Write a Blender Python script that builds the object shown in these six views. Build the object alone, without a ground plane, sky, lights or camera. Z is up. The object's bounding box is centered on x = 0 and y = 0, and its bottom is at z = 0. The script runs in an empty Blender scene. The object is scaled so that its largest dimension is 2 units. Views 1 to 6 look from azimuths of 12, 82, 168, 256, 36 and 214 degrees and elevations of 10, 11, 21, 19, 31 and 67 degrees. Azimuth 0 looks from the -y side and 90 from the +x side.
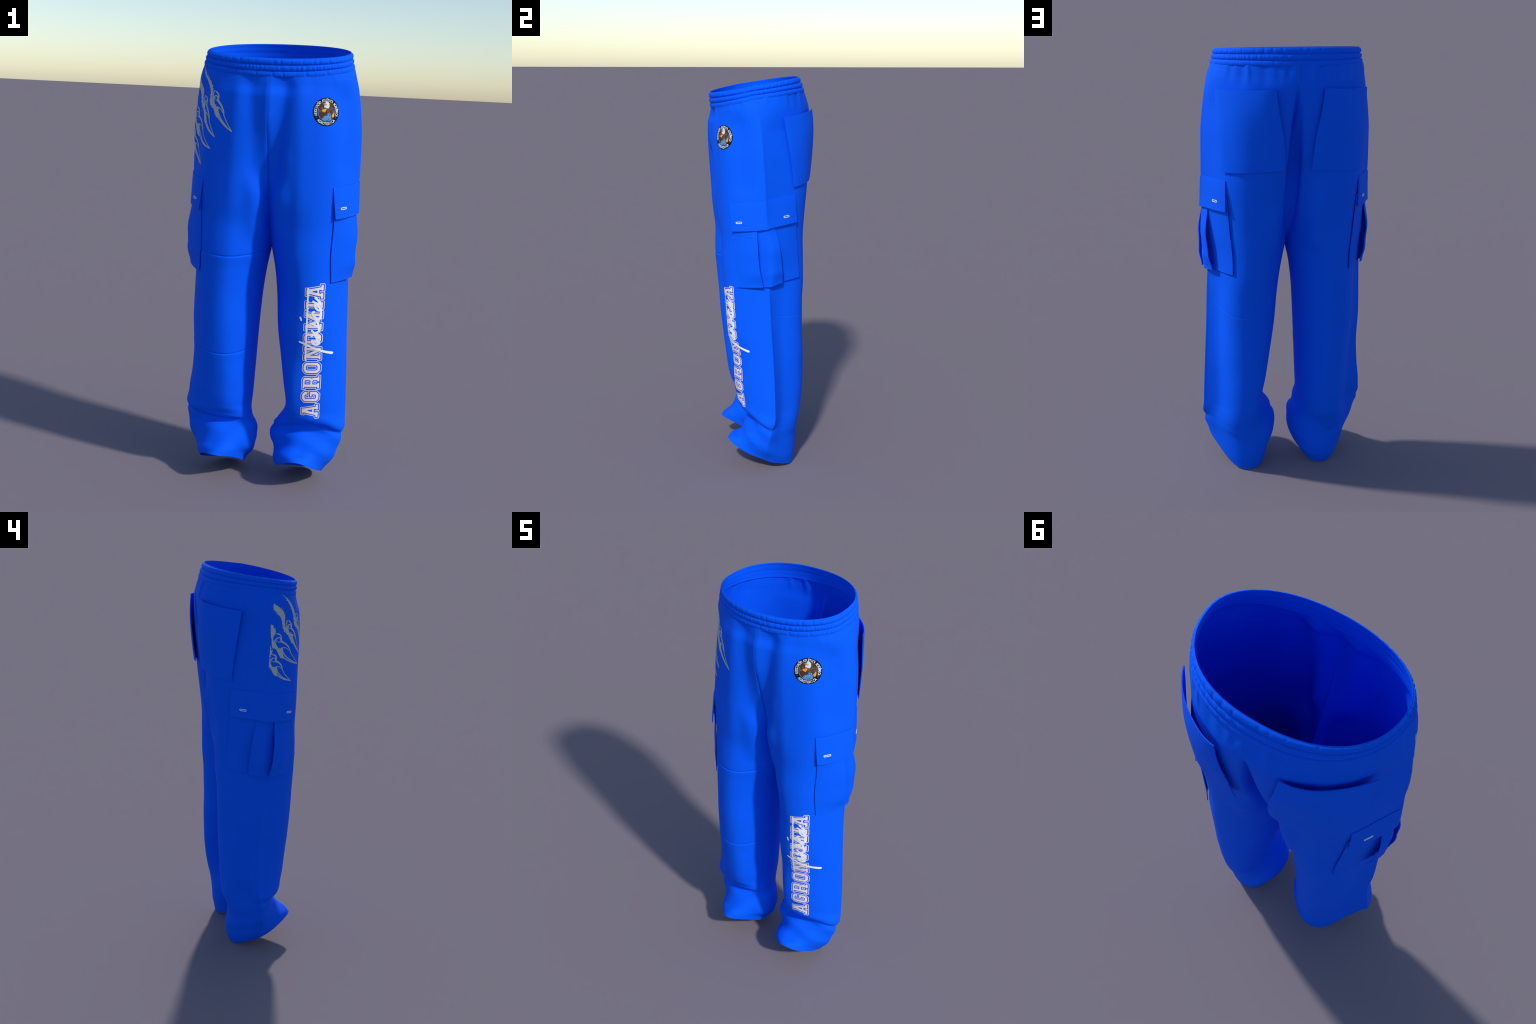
import bpy, math, random
import numpy as np
from mathutils import Vector
from mathutils.bvhtree import BVHTree

rng = np.random.default_rng(7)
random.seed(7)

# ------------------------------------------------------------------ helpers
def smooth(a, b, x):
    t = np.clip((np.asarray(x, float) - a) / (b - a), 0, 1)
    return t * t * (3 - 2 * t)

def gauss(x, w):
    return np.exp(-(np.asarray(x, float) / w) ** 2)

def pchip(x, y, xq):
    """monotone cubic through control rows (x rising)"""
    x = np.asarray(x, float); y = np.asarray(y, float)
    h = np.diff(x)[:, None]; d = np.diff(y, axis=0) / h
    m = np.zeros_like(y)
    a, b = d[:-1], d[1:]
    w1, w2 = 2 * h[1:] + h[:-1], h[1:] + 2 * h[:-1]
    with np.errstate(all='ignore'):
        hm = (w1 + w2) / (w1 / a + w2 / b)
    m[1:-1] = np.where(a * b > 0, hm, 0); m[0] = d[0]; m[-1] = d[-1]
    i = np.clip(np.searchsorted(x, xq) - 1, 0, len(x) - 2)
    H = (x[i + 1] - x[i])[:, None]; t = ((xq - x[i]) / (x[i + 1] - x[i]))[:, None]
    return ((2*t**3 - 3*t**2 + 1) * y[i] + (t**3 - 2*t**2 + t) * H * m[i]
            + (-2*t**3 + 3*t**2) * y[i + 1] + (t**3 - t**2) * H * m[i + 1])

def new_object(name, verts, faces, mat, parent, smooth_shade=True, normals=None):
    me = bpy.data.meshes.new(name)
    me.from_pydata(np.asarray(verts).tolist(), [], faces if isinstance(faces, list) else faces.tolist())
    me.update()
    if smooth_shade:
        me.polygons.foreach_set('use_smooth', np.ones(len(me.polygons), bool))
    if normals is not None:
        me.normals_split_custom_set_from_vertices(np.asarray(normals).tolist())
    me.materials.append(mat)
    ob = bpy.data.objects.new(name, me)
    bpy.context.scene.collection.objects.link(ob)
    ob.parent = parent
    return ob

# ---------------------------------------------------------------- materials
def cloth_material(name, color, rough=0.8, weave=0.05, tint=0.03, spec=0.10):
    m = bpy.data.materials.new(name); m.use_nodes = True
    nt = m.node_tree; N = nt.nodes; L = nt.links
    bs = N['Principled BSDF']
    tc = N.new('ShaderNodeTexCoord')
    no = N.new('ShaderNodeTexNoise'); no.inputs['Scale'].default_value = 9; no.inputs['Detail'].default_value = 4
    L.new(tc.outputs['Object'], no.inputs['Vector'])
    mx = N.new('ShaderNodeMix'); mx.data_type = 'RGBA'
    mx.inputs['A'].default_value = (*[c * (1 - tint) for c in color], 1)
    mx.inputs['B'].default_value = (*[min(1, c * (1 + tint)) for c in color], 1)
    L.new(no.outputs['Fac'], mx.inputs['Factor'])
    L.new(mx.outputs['Result'], bs.inputs['Base Color'])
    bs.inputs['Roughness'].default_value = rough
    bs.inputs['Specular IOR Level'].default_value = spec
    if weave:
        fn = N.new('ShaderNodeTexNoise'); fn.inputs['Scale'].default_value = 420; fn.inputs['Detail'].default_value = 2
        L.new(tc.outputs['Object'], fn.inputs['Vector'])
        bp = N.new('ShaderNodeBump'); bp.inputs['Strength'].default_value = weave; bp.inputs['Distance'].default_value = 0.001
        L.new(fn.outputs['Fac'], bp.inputs['Height']); L.new(bp.outputs['Normal'], bs.inputs['Normal'])
    return m

BLUE = (0.0006, 0.106, 0.90)
cloth = cloth_material('blue_fleece', BLUE)
band_cloth = cloth_material('blue_rib', BLUE)
print_beige = cloth_material('beige_print', (0.88, 0.76, 0.70), 0.6, 0, 0.02)
print_white = cloth_material('white_print', (0.86, 0.90, 0.94), 0.6, 0, 0.02)
print_grey = cloth_material('grey_print', (0.45, 0.495, 0.53), 0.6, 0, 0.02)
stitch_white = cloth_material('white_stitching', (0.80, 0.82, 0.86), 0.6, 0, 0.02)
badge_black = cloth_material('badge_black', (0.006, 0.006, 0.007), 0.6, 0, 0.02)
badge_white = cloth_material('badge_white', (0.72, 0.73, 0.78), 0.6, 0, 0.02)
badge_sky = cloth_material('badge_light_blue', (0.10, 0.29, 0.58), 0.6, 0, 0.05)
badge_brown = cloth_material('badge_brown', (0.085, 0.035, 0.018), 0.6, 0, 0.45)
badge_tan = cloth_material('badge_tan', (0.17, 0.075, 0.037), 0.6, 0, 0.2)
badge_yellow = cloth_material('badge_yellow', (0.84, 0.35, 0.02), 0.6, 0, 0.15)
badge_navy = cloth_material('badge_navy', (0.022, 0.075, 0.17), 0.6, 0, 0.05)
badge_green = cloth_material('badge_green', (0.05, 0.15, 0.03), 0.6, 0, 0.05)

# -------------------------------------------------- the body of the trousers
# Cross-sections of one half (mirrored for the other): outer x, inner x (below 0
# the two halves meet in the centre seam), front y, back y, x of the fullest
# front/back, y of the side seam, squareness front / back.
HIP = [  # z, outer, inner, front, back, cx, cy, squareness: front outer, front inner, back outer, back inner
    (1.96, 0.314, -0.3, -0.256, 0.19, 0, -0.06, 2.1, 2.4, 2.25, 2.2),
    (1.92, 0.321, -0.3, -0.253, 0.207, 0.007, -0.07, 2, 2.4, 2.2, 2.1),
    (1.888, 0.328, -0.3, -0.249, 0.217, 0.014, -0.072, 1.95, 2.35, 2.1, 2.05),
    (1.855, 0.339, -0.3, -0.25, 0.2315, 0.02, -0.066, 2, 2.3, 1.9, 2),
    (1.8, 0.353, -0.3, -0.26, 0.245, 0.03, -0.05, 1.92, 2.05, 1.7, 1.95),
    (1.72, 0.365, -0.28, -0.257, 0.242, 0.05, -0.04, 1.88, 1.9, 1.62, 1.95),
    (1.6, 0.375, -0.16, -0.2485, 0.234, 0.085, -0.032, 1.85, 1.75, 1.6, 2),
    (1.45, 0.376, -0.085, -0.236, 0.22, 0.124, -0.022, 1.85, 1.7, 1.55, 2),
    (1.3, 0.363, -0.045, -0.2265, 0.204, 0.146, -0.02, 1.85, 1.7, 1.5, 2),
    (1.2, 0.353, -0.018, -0.218, 0.197, 0.157, -0.014, 1.9, 1.65, 1.5, 1.8),
    (1.1, 0.347, 0, -0.2195, 0.199, 0.16, -0.01, 1.9, 1.6, 1.48, 1.7),
    (1, 0.351, 0.02, -0.2135, 0.199, 0.172, 0, 1.8, 1.6, 1.45, 1.75),
    (0.88, 0.356, 0.036, -0.2015, 0.192, 0.185, 0.004, 1.7, 1.75, 1.45, 1.9),
    (0.74, 0.36, 0.0465, -0.1915, 0.193, 0.182, 0.012, 1.7, 1.9, 1.45, 1.85)]
SHIN = {  # each leg hangs a little differently below the knee
    1: [
    (0.6, 0.366, 0.068, -0.165, 0.2, 0.17, 0.02, 1.72, 2, 1.45, 1.95),
    (0.48, 0.371, 0.087, -0.16, 0.202, 0.16, 0.026, 1.72, 1.95, 1.45, 1.9),
    (0.38, 0.374, 0.105, -0.148, 0.195, 0.16, 0.028, 1.72, 2.15, 1.45, 1.85),
    (0.32, 0.375, 0.094, -0.130, 0.183, 0.175, 0.029, 1.7, 2.1, 1.45, 1.9),
    (0.28, 0.376, 0.072, -0.104, 0.172, 0.183, 0.022, 1.7, 1.9, 1.45, 1.9),
    (0.255, 0.374, 0.042, -0.092, 0.167, 0.183, 0.014, 1.72, 1.92, 1.45, 1.9),
    (0.218, 0.368, 0.034, -0.079, 0.165, 0.165, 0.006, 1.68, 1.95, 1.45, 1.95),
    (0.188, 0.360, 0.035, -0.093, 0.163, 0.170, -0.002, 1.65, 1.95, 1.48, 2),
    (0.15, 0.350, 0.053, -0.110, 0.161, 0.175, -0.01, 1.7, 1.9, 1.5, 2.1),
    (0.12, 0.330, 0.066, -0.138, 0.155, 0.178, -0.014, 1.75, 1.85, 1.68, 2.2),
    (0.097, 0.310, 0.071, -0.174, 0.151, 0.180, -0.016, 1.85, 1.8, 1.78, 2.3),
    (0.072, 0.289, 0.079, -0.188, 0.146, 0.182, -0.014, 1.9, 1.85, 1.85, 2.4)],
    -1: [
    (0.6, 0.354, 0.054, -0.1755, 0.192, 0.178, 0.024, 1.82, 1.95, 1.45, 1.75),
    (0.48, 0.361, 0.06, -0.1615, 0.187, 0.165, 0.03, 1.8, 1.9, 1.45, 1.72),
    (0.38, 0.373, 0.065, -0.1475, 0.183, 0.165, 0.031, 1.78, 1.85, 1.45, 1.76),
    (0.32, 0.374, 0.069, -0.131, 0.177, 0.172, 0.023, 1.78, 1.85, 1.45, 1.84),
    (0.28, 0.376, 0.058, -0.104, 0.16, 0.186, 0.016, 1.78, 1.88, 1.45, 1.88),
    (0.255, 0.37, 0.04, -0.096, 0.15, 0.19, 0.01, 1.75, 1.9, 1.48, 1.9),
    (0.218, 0.361, 0.028, -0.084, 0.146, 0.168, 0.003, 1.70, 1.9, 1.5, 1.9),
    (0.188, 0.355, 0.027, -0.097, 0.152, 0.172, -0.004, 1.68, 1.9, 1.5, 1.95),
    (0.15, 0.336, 0.042, -0.115, 0.158, 0.176, -0.013, 1.75, 1.88, 1.5, 2.05),
    (0.12, 0.318, 0.05, -0.143, 0.156, 0.18, -0.016, 1.8, 1.85, 1.68, 2.15),
    (0.097, 0.303, 0.072, -0.178, 0.15, 0.182, -0.016, 1.9, 1.85, 1.78, 2.25),
    (0.072, 0.285, 0.087, -0.192, 0.14, 0.184, -0.014, 1.95, 1.9, 1.85, 2.4)],
}
Z_CROTCH, Z_TOP, Z_HEM = 1.100, 1.897, 0.072
TABLE = {h: np.array(HIP + SHIN[h]) for h in (1, -1)}

def tilt(z0):
    """rows lean: the waist rises to the back, the hem rises to the toes"""
    return -0.041 * smooth(1.50, 1.90, z0) + 0.071 * (1 - smooth(0.072, 0.50, z0))

def lift(z0):
    return 0.008 * smooth(1.75, 1.89, z0) * (1 - smooth(1.89, 1.96, z0))

def section(h, phi, z0):
    """base surface. phi 0 = front, pi/2 = side seam, pi = back, 3pi/2 = inseam"""
    phi, z0 = np.broadcast_arrays(np.asarray(phi, float), np.asarray(z0, float))
    shp = phi.shape; f = phi.ravel(); z = z0.ravel()
    uz, inv = np.unique(z, return_inverse=True)
    T = TABLE[h]
    q = pchip(-T[::1, 0], T[:, 1:], -uz)[inv]
    xo, xi, yf, yb, cx, cy, nfo, nfi, nbo, nbi = q.T
    s, c = np.sin(f), np.cos(f)
    # the outer quarters are flat towards the side seam and rounder towards front and back
    k = (2 * np.abs(c) - 1) * (1 - smooth(1.70, 1.86, z)) * smooth(.08, .28, z)
    n = np.where(c > 0, np.where(s > 0, nfo + .28 * k, nfi), np.where(s > 0, nbo + .38 * k, nbi))
    S = np.sign(s) * np.abs(s) ** (2 / n); C = np.sign(c) * np.abs(c) ** (2 / n)
    X = cx + S * np.where(s > 0, xo - cx, cx - xi)
    Y = cy - C * np.where(c > 0, cy - yf, yb - cy)
    Zz = z + tilt(z) * c + lift(z) * s * s - .016 * (1 - smooth(.076, .20, z)) * s * s + .006 * (1 - smooth(.072, .13, z)) * np.sin(3 * f + 1.2 * h) * smooth(-.2, .5, c)
    return np.stack([h * X, Y, Zz], -1).reshape(shp + (3,))

def seam_angles(h, z0):
    T = TABLE[h]
    q = pchip(-T[:, 0], T[:, 1:], -np.atleast_1d(z0))
    xi, cx, nf, nb = q[:, 1], q[:, 4], q[:, 7], q[:, 9]
    s = np.where(xi < 0, cx / np.maximum(cx - xi, 1e-9), 1.0)
    s = np.clip(s, 0, 1)
    return -np.arcsin(s ** (nf / 2)), math.pi + np.arcsin(s ** (nb / 2))

def section_xyz(h, phi, z):
    """base surface at a true height z"""
    z = np.asarray(z, float); z0 = z + 0 * np.asarray(phi, float)
    for _ in range(6):
        z0 = z0 - (section(h, phi, z0)[..., 2] - z)
    return section(h, phi, z0)

def grid_normals(P, flip):
    du = np.gradient(P, axis=1); dv = np.gradient(P, axis=0)
    n = np.cross(du, dv); n /= np.linalg.norm(n, axis=-1, keepdims=True) + 1e-12
    return n * flip

# gathers that hang from the waistband, folds, seams -------------------------
GATHERS = {h: [] for h in (1, -1)}
for h in (1, -1):
    for a in rng.uniform(1.75, 3.3, 15):
        GATHERS[h].append((a + rng.uniform(-.05, .05), rng.uniform(.020, .060),
                           rng.uniform(.0003, .0036) * rng.choice([1, 1, -1]), rng.uniform(.05, .13)))
    for a in np.linspace(-.3, 1.2, 6):
        GATHERS[h].append((a + rng.uniform(-.07, .07), rng.uniform(.04, .07),
                           rng.uniform(.0005, .002) * rng.choice([1, -1]), rng.uniform(.05, .10)))

CRUMPLE = [(rng.uniform(-50, 50), rng.uniform(-40, 40), rng.uniform(25, 60), rng.uniform(0, 6.28)) for _ in range(5)]

def relief(h, phi, P):
    """displacement along the normal"""
    x, y, z = np.abs(P[..., 0]), P[..., 1], P[..., 2]
    d = np.zeros(x.shape)
    front = smooth(.02, -.10, y); back = smooth(.02, .10, y)
    xs = P[..., 0]
    # fly: a soft ridge along the centre seam between two hollows that run in to the crotch
    w = smooth(1.32, 1.48, z) * (1 - smooth(1.80, 1.88, z))
    vc = np.interp(z, [1.35, 1.5, 1.65, 1.78], [.036, .042, .054, .070] if h > 0 else [.050, .056, .064, .074])
    d += front * .015 * gauss(x - .055, .035) * smooth(1.12, 1.22, z) * (1 - smooth(1.34, 1.46, z))
    d += front * w * (.008 * gauss(x, .022) - np.where(xs > 0, .016, .010) * gauss(x - vc, .036))
    d += front * .006 * gauss(x - np.interp(z, [1.2, 1.75], [.155, .135]), .035) * smooth(1.2, 1.4, z) * (1 - smooth(1.78, 1.88, z))
    d -= front * .0012 * gauss(x, .006) * smooth(1.15, 1.3, z)
    if h > 0: d += front * .006 * gauss(x - .08, .03) * smooth(1.26, 1.34, z) * (1 - smooth(1.48, 1.58, z))
    # seat: the centre seam is pulled in, the cloth beside it folds deep
    w = smooth(1.12, 1.35, z) * (1 - smooth(1.78, 1.87, z))
    wv = np.interp(z, [1.2, 1.45, 1.70, 1.85], [.026, .020, .015, .008])
    d -= back * smooth(1.12, 1.3, z) * np.interp(z, [1.30, 1.5, 1.68, 1.80, 1.86], [.026, .075, .060, .022, .0]) * gauss(xs - .012, wv)
    d += back * (.014 * (1 - smooth(1.26, 1.36, z)) if h > 0 else .022 * (1 - smooth(1.34, 1.46, z))) * gauss(x - (.085 if h > 0 else .105), .033) * smooth(1.08, 1.18, z)
    w = smooth(1.50, 1.62, z) * (1 - smooth(1.80, 1.88, z))
    d -= back * w * (.006 * gauss(x - .15, .06))
    # slack beside the side seam: behind it all the way down, before it at the hip
    am = np.interp(z, [.05, .20, .32, .45, .62, .95, 1.15, 1.45, 1.75, 1.86], [.004, .014, .027, .027, .021, .013, .004, .010, .012, .0]) - (.005 * smooth(.35, .5, z) * (1 - smooth(.8, 1.0, z)) - .010 * gauss(z - .30, .09) if h < 0 else 0)
    off_seam = smooth(1.40, 2.15, phi)
    d -= off_seam * am * gauss(phi - np.interp(z, [.3, .6, 1.5], [2.20, 2.06, 1.95]), .45)
    d -= .006 * off_seam * gauss(phi - 1.95, .30) * smooth(.15, .3, z) * (1 - smooth(.85, 1.0, z))
    d -= .012 * gauss(phi - 1.06, .24) * smooth(1.38, 1.5, z) * (1 - smooth(1.76, 1.86, z))
    # pressed ridge of the side seam
    a = np.abs(phi - math.pi / 2)
    d += .0030 * np.exp(-a / .12) * smooth(.22, .34, z) * (1 - smooth(1.84, 1.90, z))
    for (p, wd, am, ln) in GATHERS[h]:
        top = 1.90 - .04 * np.cos(phi)
        d += am * gauss(phi - p, wd) * smooth(top - ln, top - .3 * ln, z) * (1 - smooth(top - .012, top + .01, z))
    # the cuffs: cloth breaks over the foot in an overhanging fold, crumples below
    if h > 0: zc = np.interp(x, [.05, .112, .229, .30, .366], [.262, .276, .302, .287, .250])
    else: zc = np.interp(x, [.05, .085, .22, .30, .366], [.274, .277, .281, .292, .298])
    m = smooth(.06, -.03, y)
    d += m * (.011 * gauss(z - zc - .032, .030) - .011 * gauss(z - zc + .004, .014) )
    low = smooth(.32, .22, z) * smooth(.08, -.02, y)
    for k, (fx, fy, fz, ph) in enumerate(CRUMPLE):
        d += low * .0028 * np.sin(fx * P[..., 0] + fy * y + fz * z + ph)
    # knee panel seams (one leg in front, both legs behind)
    def seam(zc, wgt):
        return wgt * (-.0022 * gauss(z - zc, .0035) + .0012 * smooth(0, .003, zc - z) * (1 - smooth(.01, .05, zc - z)))
    if h < 0:
        fr = smooth(.03, -.02, y)
        d += seam(1.066 + .75 * (x - .16) ** 2, fr)
        d += seam(.612 + 1.0 * (x - .18) ** 2, fr)
    d += .25 * seam(.812 + .9 * (np.abs(x - .19)) ** 2, smooth(.0, .06, y))
    return d

def half_rows():
    z = [np.arange(Z_TOP, Z_HEM, -.0045)]
    for a, b in ((1.06, 1.10), (.60, .65), (.80, .85)):
        z.append(np.arange(a, b, .0015))
    z = np.concatenate(z + [[Z_CROTCH, Z_HEM]])
    z = np.unique(np.round(z, 5))[::-1]
    return z

NCOL = 224
ROWS = half_rows()
THICK = 0.0035
def build_half(h):
    z0 = ROWS
    a0, a1 = seam_angles(h, z0)
    closed = z0 < Z_CROTCH - 1e-6
    # even spacing along the cloth; the middle column runs down the side seam
    H2 = NCOL // 2
    fine = np.linspace(0, 1, 1201)
    parts = []
    for lo, hi in ((a0, a0 * 0 + math.pi / 2), (a0 * 0 + math.pi / 2, a1)):
        f = lo[:, None] + (hi - lo)[:, None] * fine
        S = section(h, f, z0[:, None] + 0 * f)
        L = np.concatenate([np.zeros((len(z0), 1)), np.cumsum(np.linalg.norm(np.diff(S, axis=1), axis=-1), 1)], 1)
        parts.append(np.array([np.interp(np.linspace(0, L[r, -1], H2 + 1), L[r], f[r]) for r in range(len(z0))]))
    phi = np.concatenate([parts[0], parts[1][:, 1:]], 1)
    P = section(h, phi, z0[:, None] + 0 * phi)
    # cloth rounds the corners off, least at the side seam
    soft = 1 - np.exp(-(np.abs(np.arange(NCOL + 1) - H2) / 5.0) ** 2)
    for _ in range(14):
        Q = P.copy()
        Q[:, 1:-1] = .5 * P[:, 1:-1] + .25 * (P[:, :-2] + P[:, 2:])
        e = .5 * P[:, 0] + .25 * (P[:, 1] + P[:, -2])
        Q[closed, 0] = e[closed]; Q[closed, -1] = e[closed]
        P = P + (Q - P) * soft[:, None]
    n = grid_normals(P, -h)
    # closed rows: the ends join, share their normals
    def fix(n):
        e = n[closed, 0] + n[closed, -1]
        e /= np.linalg.norm(e, axis=-1, keepdims=True)
        n[closed, 0] = e; n[closed, -1] = e
        return n
    n = fix(n)
    P = P + n * relief(h, phi, P)[..., None]
    P[~closed, 0, 0] = 0; P[~closed, -1, 0] = 0
    n = fix(grid_normals(P, -h))
    for e in (0, -1):
        n[~closed, e, 0] = 0
    n /= np.linalg.norm(n, axis=-1, keepdims=True)
    return P, n, closed, phi

trousers = bpy.data.objects.new('cargo_trousers', None)
bpy.context.scene.collection.objects.link(trousers)
trousers['label'] = 'bright blue loose cargo trousers with printed lettering and badge'
trousers['category'] = 'trousers'

SURF = {}
LEG = {}
for h in (1, -1):
    P, n, closed, phi = build_half(h)
    R, C = P.shape[:2]
    Q = P - n * THICK
    Q[~closed, 0, 0] = 0; Q[~closed, -1, 0] = 0
    idx = np.arange(R * C).reshape(R, C)
    idx[closed, -1] = idx[closed, 0]          # weld the inseam
    idi = idx + R * C
    f = []
    def quads(I, flip):
        a, b, c, d = I[:-1, :-1], I[:-1, 1:], I[1:, 1:], I[1:, :-1]
        q = np.stack([a, b, c, d] if not flip else [a, d, c, b], -1).reshape(-1, 4)
        return q
    fo = quads(idx, h > 0); fi = quads(idi, h < 0)
    hem = np.stack([idx[-1, :-1], idx[-1, 1:], idi[-1, 1:], idi[-1, :-1]], -1)
    top = np.stack([idx[0, :-1], idx[0, 1:], idi[0, 1:], idi[0, :-1]], -1)
    if h > 0: hem = hem[:, ::-1]
    else: top = top[:, ::-1]
    faces = np.concatenate([fo, fi, hem, top])
    V = np.concatenate([P.reshape(-1, 3), Q.reshape(-1, 3)])
    NN = np.concatenate([n.reshape(-1, 3), -n.reshape(-1, 3)])
    used = np.unique(faces); remap = -np.ones(len(V), int); remap[used] = np.arange(len(used))
    leg = new_object('trouser_leg', V[used], remap[faces], cloth, trousers, True, NN[used])
    LEG[h] = leg
    SURF[h] = BVHTree.FromPolygons(P.reshape(-1, 3).tolist(), fo.tolist())

# ---------------------------------------------------------------- waistband
def build_waistband():
    nph = 720
    half = nph // 2
    ring_phi, ring_h = [], []
    nt = 46
    t = np.linspace(0, 1, nt)
    zz = 1.960 + (1.884 - 1.960) * t
    P = np.zeros((nt, nph, 3)); A = np.zeros(nph)
    for h in (1, -1):
        a0, a1 = seam_angles(h, zz)
        u = (np.arange(half) + .5) / half
        phi = a0[:, None] + (a1 - a0)[:, None] * u
        S = section(h, phi, zz[:, None] + 0 * phi)
        if h > 0: P[:, :half] = S; A[:half] = u * math.pi
        else: P[:, half:] = S[:, ::-1]; A[half:] = 2 * math.pi - u[::-1] * math.pi
    def nrm(P):
        du = np.roll(P, -1, 1) - np.roll(P, 1, 1); dv = np.gradient(P, axis=0)
        n = np.cross(dv, du); return n / np.linalg.norm(n, axis=-1, keepdims=True)
    n = nrm(P)
    # three elastic channels with gathered puckers
    ch = np.minimum((t * 3).astype(int), 2); loc = t * 3 - ch
    puff = np.sqrt(np.clip(1 - (2 * loc - 1) ** 2, 0, 1))
    d = np.zeros((nt, nph))
    for c in range(3):
        m = ch == c
        amp = np.ones(nph)
        npk = (44, 110, 40)[c]
        cen = (np.arange(npk) + rng.uniform(-.35, .35, npk)) / npk * 2 * math.pi
        dep = rng.uniform(.08, .40, npk) * (1, .75, .8)[c]
        wid = rng.uniform(.010, .022, npk) * (1, .9, 1)[c]
        for k in range(npk):
            da = (A - cen[k] + math.pi) % (2 * math.pi) - math.pi
            amp -= dep[k] * gauss(da, wid[k]) - .10 * dep[k] * gauss(da - 2 * wid[k], wid[k] * 2)
        d[m] = (.0085 * puff[m])[:, None] * np.clip(amp, .35, 1.2)[None] - .0055
    # seams at the sides
    for a in (math.pi * .47, math.pi * 1.53):
        d -= .003 * gauss(A - a, .008)[None]
    O = P + n * d[..., None]
    I = P - n * .0065
    I -= n * (.0003 * np.cos(t * 3 * 2 * math.pi))[:, None, None]
    # rounded top lip joins outside to inside
    loop = [I[k] for k in range(nt - 1, 0, -1)]
    mid = (O[0] + I[1]) / 2 + np.array([0, 0, .0035])
    loop += [(I[1] + mid) / 2 + [0, 0, .0012], mid, (O[0] + mid) / 2 + [0, 0, .0012]]
    loop += [O[k] for k in range(nt)]
    Lp = np.array(loop)
    R = len(Lp)
    idx = np.arange(R * nph).reshape(R, nph)
    nx = np.roll(idx, -1, 1); dn = np.roll(idx, -1, 0)
    q = np.stack([idx, dn, np.roll(dn, -1, 1), nx], -1).reshape(-1, 4)
    return new_object('waistband', Lp.reshape(-1, 3), q, band_cloth, trousers)
build_waistband()

# ------------------------------------------------------------------- pockets
def phi_of(h, x, y, z):
    ph = np.linspace(-.6, 3.7, 1600)
    S = section_xyz(h, ph, z + 0 * ph)
    return ph[np.argmin((h * S[:, 0] - abs(x)) ** 2 + (S[:, 1] - y) ** 2)]

def panel(name, h, corners, offset, mat, parent, ns=48, nt=56, thick=.0035, warp=None, snug=False, hug=lambda S, T: 1 + 0 * S, srange=(0, 1), trange=(0, 1)):
    """a sewn-on cloth panel: corners (front-top, back-top, back-bottom, front-bottom)
    as x, y, z on the mirrored half; offset(s, t) is how far it stands off the leg"""
    pc = [(phi_of(h, *c), c[2]) for c in corners]
    s = np.linspace(*srange, ns)[None, :]; t = np.linspace(*trange, nt)[:, None]
    S = s + 0 * t; T = t + 0 * s
    if warp: S2, T2 = warp(S, T)
    else: S2, T2 = S, T
    bil = lambda k: ((1 - S2) * (1 - T2) * pc[0][k] + S2 * (1 - T2) * pc[1][k] + S2 * T2 * pc[2][k] + (1 - S2) * T2 * pc[3][k])
    PH, ZZ = bil(0), bil(1)
    B = section_xyz(h, PH, ZZ)
    e = 1e-3
    nb = np.cross(section_xyz(h, PH + e, ZZ) - B, section_xyz(h, PH, ZZ - e) - B) * (-h)
    nb[..., 2] *= .5
    nb /= np.linalg.norm(nb, axis=-1, keepdims=True)
    if snug:      # pass through the measured corners
        res = []
        for (a, b), q in zip([(0, 0), (0, -1), (-1, -1), (-1, 0)], corners):
            res.append(min(.011, max(.002, float((np.array([h * q[0], q[1], q[2]]) - B[a, b]) @ nb[a, b]))))
        base = (1 - S) * (1 - T) * res[0] + S * (1 - T) * res[1] + S * T * res[2] + (1 - S) * T * res[3]
    else: base = 0
    O = B + nb * (offset(S, T) + base + hug(S, T) * relief(h, PH, B))[..., None]
    n = grid_normals(O, -h)
    I = O - n * thick
    idx = np.arange(ns * nt).reshape(nt, ns); idi = idx + ns * nt
    def quads(I_, fl):
        a, b, c, d = I_[:-1, :-1], I_[:-1, 1:], I_[1:, 1:], I_[1:, :-1]
        return np.stack([a, b, c, d] if not fl else [a, d, c, b], -1).reshape(-1, 4)
    F = [quads(idx, h > 0), quads(idi, h < 0)]
    bo = np.concatenate([idx[0, :], idx[1:, -1], idx[-1, -2::-1], idx[-2:0:-1, 0]])
    bi = bo + ns * nt
    rim = np.stack([bo, bi, np.roll(bi, -1), np.roll(bo, -1)], -1)
    if h > 0: pass
    else: rim = rim[:, ::-1]
    F.append(rim)
    ob = new_object(name, np.concatenate([O.reshape(-1, 3), I.reshape(-1, 3)]), np.concatenate(F), mat, parent)
    bpy_edges_sharp(ob)
    return ob, O, n

def bpy_edges_sharp(ob):
    me = ob.data
    me.set_sharp_from_angle(angle=math.radians(50))

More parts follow.
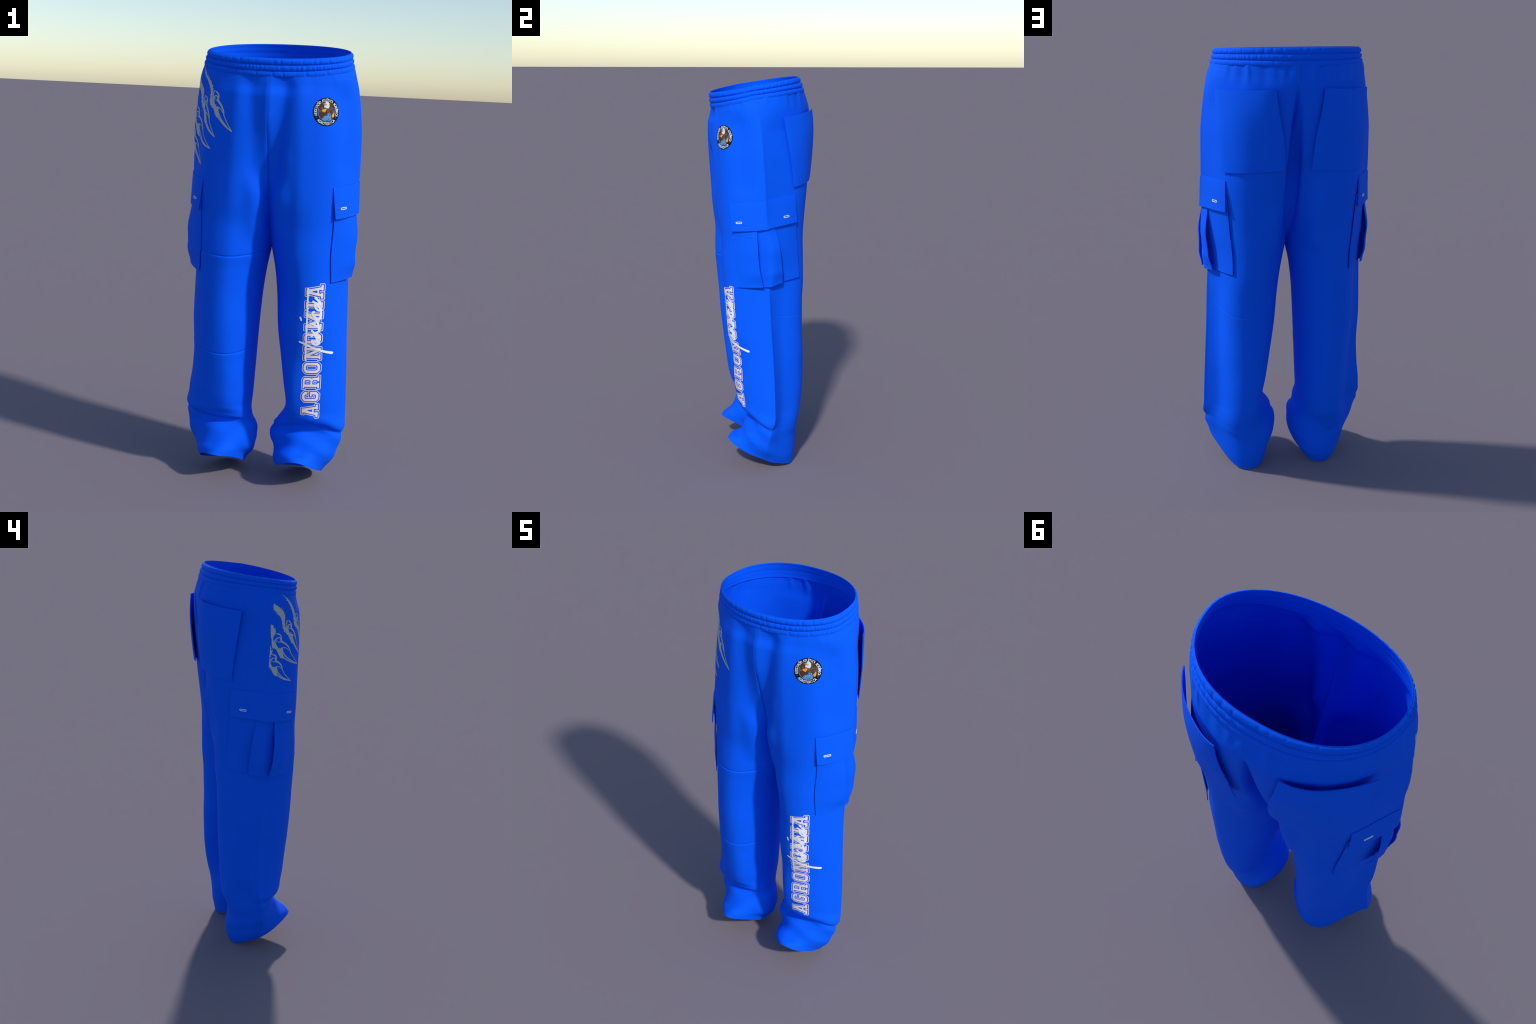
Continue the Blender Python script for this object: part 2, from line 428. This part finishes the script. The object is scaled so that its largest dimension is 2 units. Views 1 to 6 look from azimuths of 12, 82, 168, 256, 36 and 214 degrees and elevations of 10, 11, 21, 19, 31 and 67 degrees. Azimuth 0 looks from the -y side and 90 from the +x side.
BACK_POCKET = {1: [(.341, .079, 1.812), (.106, .250, 1.842), (.064, .228, 1.507), (.294, .120, 1.473)],
               -1: [(.316, .080, 1.813), (.100, .240, 1.844), (.064, .212, 1.502), (.281, .119, 1.473)]}
FLAP = [(.292, -.190, 1.397), (.290, .132, 1.435), (.294, .145, 1.301), (.310, -.185, 1.261)]
CARGO = [(.300, -.176, 1.330), (.290, .140, 1.360), (.267, .168, 1.017), (.297, -.152, .979)]
FLAP_SURF = {}
for h in (1, -1):
    def off_back(S, T, h=h):
        open_ = (1 - smooth(0, .75, T))
        bul = np.sin(math.pi * np.clip(S, 0, 1)) ** .8
        wav = .002 * np.sin(2 * math.pi * S * 1.3 + (0 if h > 0 else 1.5)) * open_
        return .003 + .003 * (1 - smooth(0, .25, S)) + .012 * smooth(.62, 1, S) * T + open_ * .009 * bul + .004 * np.sin(math.pi * T) * bul + wav
    panel('back_pocket', h, BACK_POCKET[h], off_back, cloth, trousers, snug=True, hug=lambda S, T: .8 * T * (1 - smooth(.5, .9, S)))
    # cargo pocket: three panels lapped like shingles, bellows in between
    pocket = bpy.data.objects.new('cargo_pocket', None)
    bpy.context.scene.collection.objects.link(pocket); pocket.parent = trousers
    bell = lambda T: smooth(.05, .55, T) * (1 - .45 * smooth(.80, 1.0, T)) + .10
    panel('pocket_front_panel', h, CARGO, lambda S, T: .006 + .034 * (S / .34) ** 1.3 * bell(T), cloth, pocket, srange=(0, .34))
    panel('pocket_pleat', h, CARGO, lambda S, T: .004 + (.008 + .027 * smooth(.28, .64, S)) * bell(T), cloth, pocket,
          srange=(.26, .69), warp=lambda S, T: (S + .02 * (T - .5), T + .012 * np.sin(math.pi * (S - .26) / .43) * T))
    panel('pocket_back_panel', h, CARGO, lambda S, T: .008 + .006 * np.sin(math.pi * T) * (1 - smooth(.7, 1, S)), cloth, pocket, srange=(.58, 1))
    flap_off = lambda S, T: .003 + .015 * T + .006 * np.sin(math.pi * S) * T
    ob, O, n = panel('pocket_flap', h, FLAP, flap_off, cloth, pocket, hug=lambda S, T: 1 - .5 * T)
    FLAP_SURF[h] = (pocket, BVHTree.FromPolygons(O.reshape(-1, 3).tolist(),
        [(r * 48 + c, r * 48 + c + 1, (r + 1) * 48 + c + 1, (r + 1) * 48 + c) for r in range(55) for c in range(47)]), O)

#PRINTS
# -------------------------------------------------------------------- prints
# Drawn as signed distances in a flat plane, meshed, then laid onto the cloth.
def d_segment(A, B, p, q, r0, r1=None):
    r1 = r0 if r1 is None else r1
    px, py = A - p[0], B - p[1]; dx, dy = q[0] - p[0], q[1] - p[1]
    t = np.clip((px * dx + py * dy) / (dx * dx + dy * dy + 1e-12), 0, 1)
    return np.hypot(px - t * dx, py - t * dy) - (r0 + (r1 - r0) * t)

def d_bar(A, B, p, q, r):
    """a stroke with square ends"""
    cx, cy = (p[0] + q[0]) / 2, (p[1] + q[1]) / 2
    L = math.hypot(q[0] - p[0], q[1] - p[1]); ux, uy = (q[0] - p[0]) / L, (q[1] - p[1]) / L
    x = np.abs((A - cx) * ux + (B - cy) * uy) - L / 2; y = np.abs(-(A - cx) * uy + (B - cy) * ux) - r
    return np.hypot(np.maximum(x, 0), np.maximum(y, 0)) + np.minimum(np.maximum(x, y), 0)

def d_box(A, B, x0, y0, x1, y1):
    return d_bar(A, B, (x0, (y0 + y1) / 2), (x1, (y0 + y1) / 2), (y1 - y0) / 2)

def d_polygon(A, B, pts):
    d = np.full(A.shape, 1e9); inside = np.zeros(A.shape, bool)
    for i in range(len(pts)):
        (x0, y0), (x1, y1) = pts[i - 1], pts[i]
        d = np.minimum(d, d_segment(A, B, (x0, y0), (x1, y1), 0))
        if y0 != y1:
            inside ^= ((y0 > B) != (y1 > B)) & (A < (x1 - x0) * (B - y0) / (y1 - y0) + x0)
    return np.where(inside, -d, d)

def d_brush(A, B, pts, w0, w1):
    """a tapering brush stroke through points, rounded by corner cutting"""
    P = [np.array(p, float) for p in pts]
    if len(P) > 2:
        for _ in range(2):
            Q = [P[0]]
            for a, b in zip(P[:-1], P[1:]):
                Q += [.75 * a + .25 * b, .25 * a + .75 * b]
            P = Q + [P[-1]]
    n = len(P) - 1
    d = np.full(A.shape, 1e9)
    for i in range(n):
        r0 = (w0 + (w1 - w0) * i / n) / 2; r1 = (w0 + (w1 - w0) * (i + 1) / n) / 2
        d = np.minimum(d, d_segment(A, B, P[i], P[i + 1], r0, r1))
    return d

def flat_mesh(field, a0, a1, b0, b1, cell):
    na, nb = int((a1 - a0) / cell) + 2, int((b1 - b0) / cell) + 2
    ga, gb = a0 + np.arange(na) * cell, b0 + np.arange(nb) * cell
    A, B = np.meshgrid(ga, gb, indexing='ij')
    F = field(A, B); F = np.where(np.abs(F) < 1e-9, 1e-9, F)
    ins = F < 0
    cnt = ins[:-1, :-1].astype(int) + ins[1:, :-1] + ins[1:, 1:] + ins[:-1, 1:]
    verts, faces, key = [], [], {}
    def vid(k, p):
        if k not in key:
            key[k] = len(verts); verts.append(p)
        return key[k]
    for i, j in zip(*np.nonzero(cnt)):
        c = [(i, j), (i + 1, j), (i + 1, j + 1), (i, j + 1)]
        poly = []
        for k in range(4):
            p, q = c[k], c[(k + 1) % 4]
            if ins[p]: poly.append(vid(p, (ga[p[0]], gb[p[1]])))
            if ins[p] != ins[q]:
                t = F[p] / (F[p] - F[q])
                poly.append(vid((min(p, q), max(p, q)), (ga[p[0]] + t * (ga[q[0]] - ga[p[0]]), gb[p[1]] + t * (gb[q[1]] - gb[p[1]]))))
        if len(poly) > 2: faces.append(poly)
    return verts, faces

def lay_on(name, verts, faces, place, bvh, mat, parent, height=.0010, thick=.0008):
    """place(a, b) -> ray origin, direction onto the cloth"""
    top, nor, ok = [], [], []
    for a, b in verts:
        o, d = place(a, b)
        loc, n, _, _ = bvh.ray_cast(Vector(o), Vector(d))
        if loc is None:
            ok.append(False); top.append((0, 0, 0)); nor.append((0, 0, 1)); continue
        if n.dot(Vector(d)) > 0: n = -n
        ok.append(True); top.append(tuple(loc + n * height)); nor.append(tuple(n))
    faces = [f for f in faces if all(ok[i] for i in f)]
    if not faces: return None
    used = sorted({i for f in faces for i in f}); rm = {v: k for k, v in enumerate(used)}
    faces = [[rm[i] for i in f] for f in faces]
    T = np.array([top[i] for i in used]); Nn = np.array([nor[i] for i in used])
    n0 = np.cross(T[faces[0][1]] - T[faces[0][0]], T[faces[0][2]] - T[faces[0][1]])
    if n0 @ Nn[faces[0][0]] < 0: faces = [f[::-1] for f in faces]
    edges = {}
    for f in faces:
        for a, b in zip(f, f[1:] + f[:1]): edges[(a, b)] = 1
    k = len(T)
    rim = [(b, a, a + k, b + k) for (a, b) in edges if (b, a) not in edges]
    V = np.concatenate([T, T - Nn * thick])
    Nv = np.concatenate([Nn, Nn])
    return new_object(name, V, [list(f) for f in faces] + [list(r) for r in rim], mat, parent, True, Nv)

# --- varsity lettering down the shin (unit height letters, slab serifs)
S_, T_ = .175, .13
def octagon(x0, y0, x1, y1, c):
    return [(x0 + c, y0), (x1 - c, y0), (x1, y0 + c), (x1, y1 - c), (x1 - c, y1), (x0 + c, y1), (x0, y1 - c), (x0, y0 + c)]
def letter(ch, A, B):
    m = lambda *d: np.minimum.reduce(d)
    if ch == 'A':
        w = .78
        outer = d_polygon(A, B, [(.10, .02), (.31, 1), (.53, 1), (.70, .02), (.53, .02), (.42, .70), (.27, .02)])
        return m(outer, d_box(A, B, 0, 0, .33, T_ + .02), d_box(A, B, .47, 0, .80, T_ + .02), d_box(A, B, .22, .24, .56, .37),
                 d_box(A, B, .19, 1 - T_, .55, 1), d_polygon(A, B, [(.33, 1), (.47, 1), (.50, .70), (.42, .58), (.32, .70)])), .80
    if ch == 'G':
        o = np.maximum(d_polygon(A, B, octagon(0, 0, .60, 1, .15)), -d_polygon(A, B, octagon(S_, S_, .60 - S_, 1 - S_, .05)))
        o = np.maximum(o, -d_box(A, B, .36, .52, .70, .66))
        return m(o, d_box(A, B, .30, .40, .60, .53)), .60
    if ch == 'O':
        return np.maximum(d_polygon(A, B, octagon(0, 0, .63, 1, .16)), -d_polygon(A, B, octagon(S_, S_, .63 - S_, 1 - S_, .05))), .63
    if ch == 'R':
        bowl = np.maximum(d_polygon(A, B, [(.09, .40), (.55, .40), (.66, .50), (.66, .89), (.55, 1), (.09, 1)]),
                          -d_polygon(A, B, [(.09 + S_, .54), (.45, .54), (.49, .58), (.49, .82), (.45, .86), (.09 + S_, .86)]))
        return m(bowl, d_box(A, B, .09, 0, .09 + S_, 1), d_box(A, B, 0, 0, .34, T_), d_box(A, B, 0, 1 - T_, .3, 1),
                 d_polygon(A, B, [(.40, .46), (.60, .46), (.66, .38), (.66, 0), (.49, 0), (.49, .36)]), d_box(A, B, .42, 0, .74, T_)), .74
    if ch == 'N':
        return m(d_box(A, B, .08, 0, .08 + S_, 1), d_box(A, B, .56, 0, .56 + S_, 1), d_polygon(A, B, [(.08, 1), (.28, 1), (.73, 0), (.54, 0)]),
                 d_box(A, B, 0, 0, .33, T_), d_box(A, B, 0, 1 - T_, .27, 1), d_box(A, B, .48, 1 - T_, .80, 1)), .80
    if ch == 'M':
        return m(d_box(A, B, .09, 0, .09 + S_, 1), d_box(A, B, .80, 0, .80 + S_, 1), d_polygon(A, B, [(.09, 1), (.28, 1), (.53, .42), (.78, 1), (.97, 1), (.62, .12), (.44, .12)]),
                 d_box(A, B, 0, 0, .36, T_), d_box(A, B, .70, 0, 1.06, T_), d_box(A, B, 0, 1 - T_, .27, 1), d_box(A, B, .79, 1 - T_, 1.06, 1)), 1.06
    return m(d_box(A, B, .10, 0, .10 + S_, 1), d_box(A, B, 0, 0, .37, T_), d_box(A, B, 0, 1 - T_, .37, 1)), .37

prints = bpy.data.objects.new('leg_lettering', None)
bpy.context.scene.collection.objects.link(prints); prints.parent = trousers
TEXT_Z0, TEXT_Z1, TEXT_X0, TEXT_X1 = .345, .979, .2770, .1945
HGT = (TEXT_X0 - TEXT_X1) / 1.16
word = 'AGRONOMIA'
wid = {c: float(letter(c, np.zeros((1, 1)), np.zeros((1, 1)))[1]) for c in set(word)}
units = sum(wid[c] + .16 for c in word) + .03 * (len(word) - 1)
SX = (TEXT_Z1 - TEXT_Z0) / units
pos = 0
for ch in word:
    w = wid[ch]; start = pos + .08; pos += w + .16 + .03
    def fld(A, B, ch=ch):
        d = letter(ch, A, B)[0]
        return np.minimum(d + .014, np.abs(d - .064) - .0165)
    v, f = flat_mesh(fld, -.1, w + .1, -.1, 1.1, .0155)
    place = lambda a, b, s=start: ((TEXT_X0 - (b + .08) * HGT, -1, TEXT_Z0 + (a + s) * SX), (0, 1, 0))
    lay_on('letter', v, f, place, SURF[1], print_beige, prints)

# --- brush script across it: points in millimetres (x, height), width from, to
SCRIPT = [
      ([(181, 711), (207, 701), (250, 679), (277, 667), (313, 653)], 5.4, 8.8),
      ([(208, 955), (209, 928)], 5.4, 8.4),
      ([(208, 933), (209, 842), (209, 776), (209, 698), (208, 624)], 5.4, 5.0),
      ([(235, 721), (233, 711), (241, 701), (253, 699), (262, 703), (262, 711), (252, 717), (237, 715)], 7.1, 7.5),
      ([(255, 716), (253, 732), (245, 743)], 7.5, 6.3),
      ([(231, 766), (243, 753), (262, 732)], 5.4, 7.9),
      ([(231, 741), (245, 752), (262, 765)], 7.5, 6.3),
      ([(225, 799), (244, 792), (260, 778), (262, 764)], 6.3, 6.7),
      ([(242, 820), (255, 800), (260, 780)], 5.9, 6.7),
      ([(238, 851), (231, 851), (230, 840), (241, 827), (256, 817), (264, 821), (262, 839)], 6.3, 6.3),
      ([(231, 898), (245, 889), (259, 886), (258, 896), (240, 915)], 7.1, 7.5),
      ([(239, 884), (240, 873), (251, 858), (263, 860), (258, 873), (241, 884)], 6.3, 7.1),
      ([(264, 863), (264, 821)], 5.9, 5.9),
      ([(180, 822), (184, 811)], 6.3, 5.4)
]
def fld(A, B):
    d = np.full(A.shape, 1e9)
    for pts, w0, w1 in SCRIPT: d = np.minimum(d, d_brush(A, B, pts, w0 * 1.25 + .6, w1 * 1.25 + .6))
    return d
v, f = flat_mesh(fld, 170, 325, 600, 965, 1.1)
lay_on('brush_script', v, f, lambda a, b: ((a / 1000, -1, b / 1000), (0, 1, 0)), SURF[1], print_white, prints, .0017)

# --- four clawed fingers on the hip, in millimetres on a plane that faces the
# front corner of the hip. One finger is drawn and fitted to four landmarks of
# each of the four: both sides of the knuckle, heel of the finger, tip of the claw. Above it a
# ragged torn streak follows a spine with widths.
FINGER_MARKS = ((-206, 1690), (-143, 1687), (-138, 1579), (-14, 1531))
FINGER_BODY = [(-168, 1703), (-181, 1704), (-192, 1703), (-199, 1695), (-199, 1682), (-197, 1668), (-191, 1671), (-189, 1657),
               (-184, 1655), (-180, 1647), (-175, 1642), (-169, 1632), (-161, 1633), (-156, 1627), (-147, 1631), (-136, 1628),
               (-140, 1618), (-135, 1604), (-130, 1588), (-121, 1578), (-138, 1579), (-153, 1586), (-166, 1602), (-176, 1620),
               (-187, 1634), (-203, 1639), (-207, 1648), (-206, 1683), (-208, 1698), (-195, 1705)]
FINGER_STROKES = [
    ([(-170, 1703), (-154, 1697), (-143, 1687), (-143, 1675), (-145, 1663)], 4.6, 6.6),     # back of the knuckle
    ([(-193, 1669), (-181, 1681), (-167, 1684), (-152, 1681)], 4.6, 3.0),                     # wrinkles
    ([(-152, 1681), (-147, 1667)], 4.4, 6.8),
    ([(-189, 1657), (-182, 1668), (-172, 1674)], 4.4, 1.2),
    ([(-171, 1662), (-161, 1663), (-145, 1661)], 1.6, 3.5),
    ([(-145, 1663), (-125, 1654), (-102, 1639), (-86, 1621), (-82, 1605)], 8.0, 3.8),
    ([(-139, 1628), (-136, 1612)], 8.0, 5.6),                                                 # root of the claw
    ([(-140, 1629), (-124, 1630), (-106, 1624), (-91, 1612)], 2.6, 1.9),
    ([(-136, 1612), (-118, 1589), (-85, 1564), (-46, 1543), (-14, 1531)], 5.6, 2.4),          # underside
    ([(-127, 1580), (-92, 1559), (-60, 1544), (-14, 1531)], 4.6, 2.4),
    ([(-84, 1605), (-61, 1576), (-35, 1552), (-14, 1531)], 2.4, 2.4)]                         # upper edge
FINGERS = [  # landmarks, spine of the streak (x, height, width)
    (((-38, 1767), (35, 1757), (34, 1667), (77, 1610)),
     [(-124, 1884, .7), (-96, 1859, 5), (-74, 1835, 9), (-52, 1815, 14), (-38, 1797, 17), (-30, 1777, 15), (-29, 1757, 13), (-29, 1735, 17), (-18, 1722, 18), (-2, 1714, 16), (8, 1700, 12), (18, 1684, 14), (32, 1670, 6)]),
    (((-128, 1748), (-36, 1730), (-40, 1637), (-6, 1585)),
     [(-187, 1854, 6), (-185, 1842, 13), (-171, 1824, 22), (-154, 1808, 27), (-135, 1790, 32), (-122, 1772, 28), (-125, 1757, 17), (-120, 1735, 16), (-108, 1714, 17), (-92, 1698, 15), (-76, 1683, 18), (-65, 1662, 13), (-48, 1640, 5)]),
    (FINGER_MARKS,
     [(-208, 1765, 5), (-209, 1749, 13), (-204, 1732, 23), (-196, 1718, 28), (-198, 1704, 20), (-204, 1689, 10)]),
    (((-227, 1599), (-187, 1592), (-186, 1498), (-81, 1461)),
     [(-221, 1671, 1.5), (-223, 1658, 4), (-223, 1644, 9), (-221, 1629, 15), (-218, 1617, 21), (-224, 1603, 11), (-226, 1582, 9)])]
claw_print = bpy.data.objects.new('claw_print', None)
bpy.context.scene.collection.objects.link(claw_print); claw_print.parent = trousers
DIR = np.array([.75, .66, 0]); DIR /= np.linalg.norm(DIR)
EH = np.array([.66, -.75, 0]); EH /= np.linalg.norm(EH)
A3 = np.array([[*p, 1] for p in FINGER_MARKS], float)
for marks, spine in FINGERS:
    M = np.linalg.lstsq(A3, np.array(marks, float), rcond=None)[0]
    fit = lambda pts: [tuple(np.array([x, y, 1.0]) @ M) for x, y in pts]
    spikes = []
    P = np.array(spine, float)
    for k in range(1, len(P) - 2):
        t = P[k + 1, :2] - P[k, :2]; t /= np.linalg.norm(t); side = np.array([-t[1], t[0]])
        for sgn in (1, -1):
            for u in rng.uniform(0, 1, 3):
                c = P[k, :2] + u * (P[k + 1, :2] - P[k, :2]); w = P[k, 2] + u * (P[k + 1, 2] - P[k, 2])
                L = rng.uniform(2, 9)
                spikes.append(([tuple(c + sgn * side * w * .40), tuple(c + sgn * side * (w * .5 + L) + t * L * rng.uniform(-1.1, .5))], rng.uniform(4, 8), .3))
    def fld(A, B):
        d = d_polygon(A, B, fit(FINGER_BODY)) - .9
        for pts, w0, w1 in FINGER_STROKES: d = np.minimum(d, d_brush(A, B, fit(pts), w0 * 1.15 + .9, w1 * 1.15 + .7))
        for a, b in zip(spine[:-1], spine[1:]): d = np.minimum(d, d_segment(A, B, a[:2], b[:2], a[2] / 2, b[2] / 2))
        for pts, w0, w1 in spikes: d = np.minimum(d, d_segment(A, B, pts[0], pts[1], w0 / 2, w1 / 2))
        return np.maximum(d, np.interp(B, [1450, 1600, 1770, 1860], [-229, -222, -202, -174]) - A)
    allp = np.array(fit(FINGER_BODY + [p for s in FINGER_STROKES for p in s[0]]) + [a[:2] for a in spine])
    lo, hi = allp.min(0) - 18, allp.max(0) + 12
    v, f = flat_mesh(fld, lo[0], hi[0], lo[1], hi[1], 1.0)
    def place(a, b):
        o = EH * a / 1000 - DIR * 1.0; return (o[0], o[1], b / 1000), tuple(DIR)
    lay_on('claw', v, f, place, SURF[-1], print_grey, claw_print)

# --- round badge on the other hip
badge = bpy.data.objects.new('round_badge', None)
bpy.context.scene.collection.objects.link(badge); badge.parent = trousers
BR = .0610
BC = np.array([.241, -.209, 1.713])
BN = np.array([.48, -.875, .03]); BN /= np.linalg.norm(BN)
BT = np.cross([0, 0, 1], BN); BT /= np.linalg.norm(BT); BU = np.cross(BN, BT)
BT = -BT if BT[0] < 0 else BT
def badge_place(a, b):
    o = BC + BN * .2 + (BT * a * .97 + BU * b * .96) * BR
    return tuple(o), tuple(-BN)
def disc(r, x=0, y=0): return lambda A, B: np.hypot(A - x, B - y) - r
def stamp(name, field, mat, height, cell=.022, box=1.05):
    v, f = flat_mesh(field, -box, box, -box, box, cell)
    return lay_on(name, v, f, badge_place, SURF[1], mat, badge, height, .0003)
stamp('badge_ground', disc(1.0), badge_black, .0010, .03)
stamp('badge_centre', disc(.665), badge_sky, .0013)
un = lambda *fs: (lambda A, B: np.minimum.reduce([f(A, B) for f in fs]))
cut = lambda f, r=.69: (lambda A, B: np.maximum(f(A, B), np.hypot(A, B) - r))
poly = lambda *p: (lambda A, B: d_polygon(A, B, p))
stroke = lambda pts, w0, w1: (lambda A, B: d_brush(A, B, pts, w0, w1))
# plain stand-in figure: brown mass with two raised lobes, pale round top, yellow blobs, blue trousers
stamp('badge_figure', un(poly((-.62, .0), (-.55, .45), (-.36, .72), (-.22, .5), (-.18, .25), (.2, .3), (.22, .55), (.33, .74), (.48, .52), (.60, .25), (.65, -.1), (.6, -.32), (.45, -.5), (-.38, -.54), (-.57, -.25))), badge_brown, .0016)
stamp('badge_figure', un(stroke([(-.36, .66), (-.22, .45)], .05, .05), stroke([(.3, .68), (.2, .45)], .05, .05), disc(.09, -.35, .25), disc(.1, -.5, .05), disc(.09, .42, .25), disc(.08, .48, .05), disc(.08, .56, -.03), disc(.1, .07, .12), disc(.07, .22, .2), disc(.07, .18, -.02)), badge_tan, .0019)
stamp('badge_figure', cut(poly((.05, -.10), (.33, -.10), (.39, -.55), (.2, -.68), (-.2, -.68), (-.4, -.55), (-.2, -.30), (-.02, -.26)), .66), badge_sky, .0020)
stamp('badge_figure', un(stroke([(-.1, .28), (.02, -.02), (.03, -.25)], .06, .07), stroke([(.28, .4), (.34, .1), (.33, -.2)], .06, .07), stroke([(.2, -.15), (.2, -.3)], .03, .03), stroke([(.2, -.45), (.12, -.6), (-.02, -.58)], .04, .05), stroke([(-.2, -.35), (-.28, -.5)], .04, .03)), badge_navy, .0022)
stamp('badge_figure', un(disc(.15, .02, .58), disc(.17, .04, .42), disc(.1, -.10, .36), stroke([(.08, .35), (.09, .27)], .15, .08)), badge_white, .0021)
stamp('badge_figure', un(disc(.075, -.05, .51), disc(.12, -.2, .08), stroke([(-.32, .08), (-.1, .16)], .12, .14), disc(.10, .5, -.24), stroke([(.55, -.08), (.5, -.3)], .10, .16)), badge_yellow, .0024)
stamp('badge_figure', disc(.055, .32, .22), badge_green, .0025)
stamp('badge_dot', un(disc(.06, -.73, -.40), disc(.06, .73, -.40)), badge_navy, .0013)

def ring_text(text, r, size, mid, span, top):
    """letters set round the badge with Blender's own font"""
    n = len(text)
    for i, ch in enumerate(text):
        if ch == ' ': continue
        cu = bpy.data.curves.new('glyph', 'FONT'); cu.body = ch; cu.size = 1; cu.align_x = 'CENTER'; cu.resolution_u = 3; cu.offset = .025
        tmp = bpy.data.objects.new('glyph', cu)
        me = tmp.to_mesh()
        vs = [(v.co.x, v.co.y) for v in me.vertices]; fs = [list(p.vertices) for p in me.polygons]
        tmp.to_mesh_clear(); bpy.data.objects.remove(tmp); bpy.data.curves.remove(cu)
        t = (i + .5) / n - .5
        ang = math.radians(mid + (-1 if top else 1) * span * t)
        out = []
        for x, y in vs:
            x *= size * 1.0; y = (y / .69 - .5) * size * 1.0
            rr = r + (y if top else -y); aa = ang + (-x if top else x) / r
            out.append((rr * math.cos(aa), rr * math.sin(aa)))
        lay_on('badge_letter', out, fs, badge_place, SURF[1], badge_white, badge, .0014, .0004)
ring_text('ASSOCIAÇÃO ATLÉTICA ACADÊMICA', .825, .19, 90, 222, True)
ring_text('AGROTOXICA', .825, .20, 270, 98, False)

# ---------------------------------------------------- stitched buttonholes
for h in (1, -1):
    ob, bvh, O = FLAP_SURF[h]
    for sx, tt in ((.135, .70), (.87, .72)):
        c = int(sx * (O.shape[1] - 1)); r = int(tt * (O.shape[0] - 1))
        p = O[r, c]; T = O[r, c + 1] - O[r, c - 1]; T /= np.linalg.norm(T)
        U = O[r - 1, c] - O[r + 1, c]; U /= np.linalg.norm(U)
        n = np.cross(T, U); n /= np.linalg.norm(n)
        if n[0] * h < 0: n = -n
        def fld(A, B):
            d = d_segment(A, B, (-.0125, 0), (.0125, 0), .0048)
            return np.abs(d + .0011) - .0014
        v, f = flat_mesh(fld, -.02, .02, -.007, .007, .0006)
        lay_on('buttonhole', v, f, lambda a, b: (tuple(p + T * a + U * b + n * .02), tuple(-n)), bvh, stitch_white, ob, .0012, .0012)
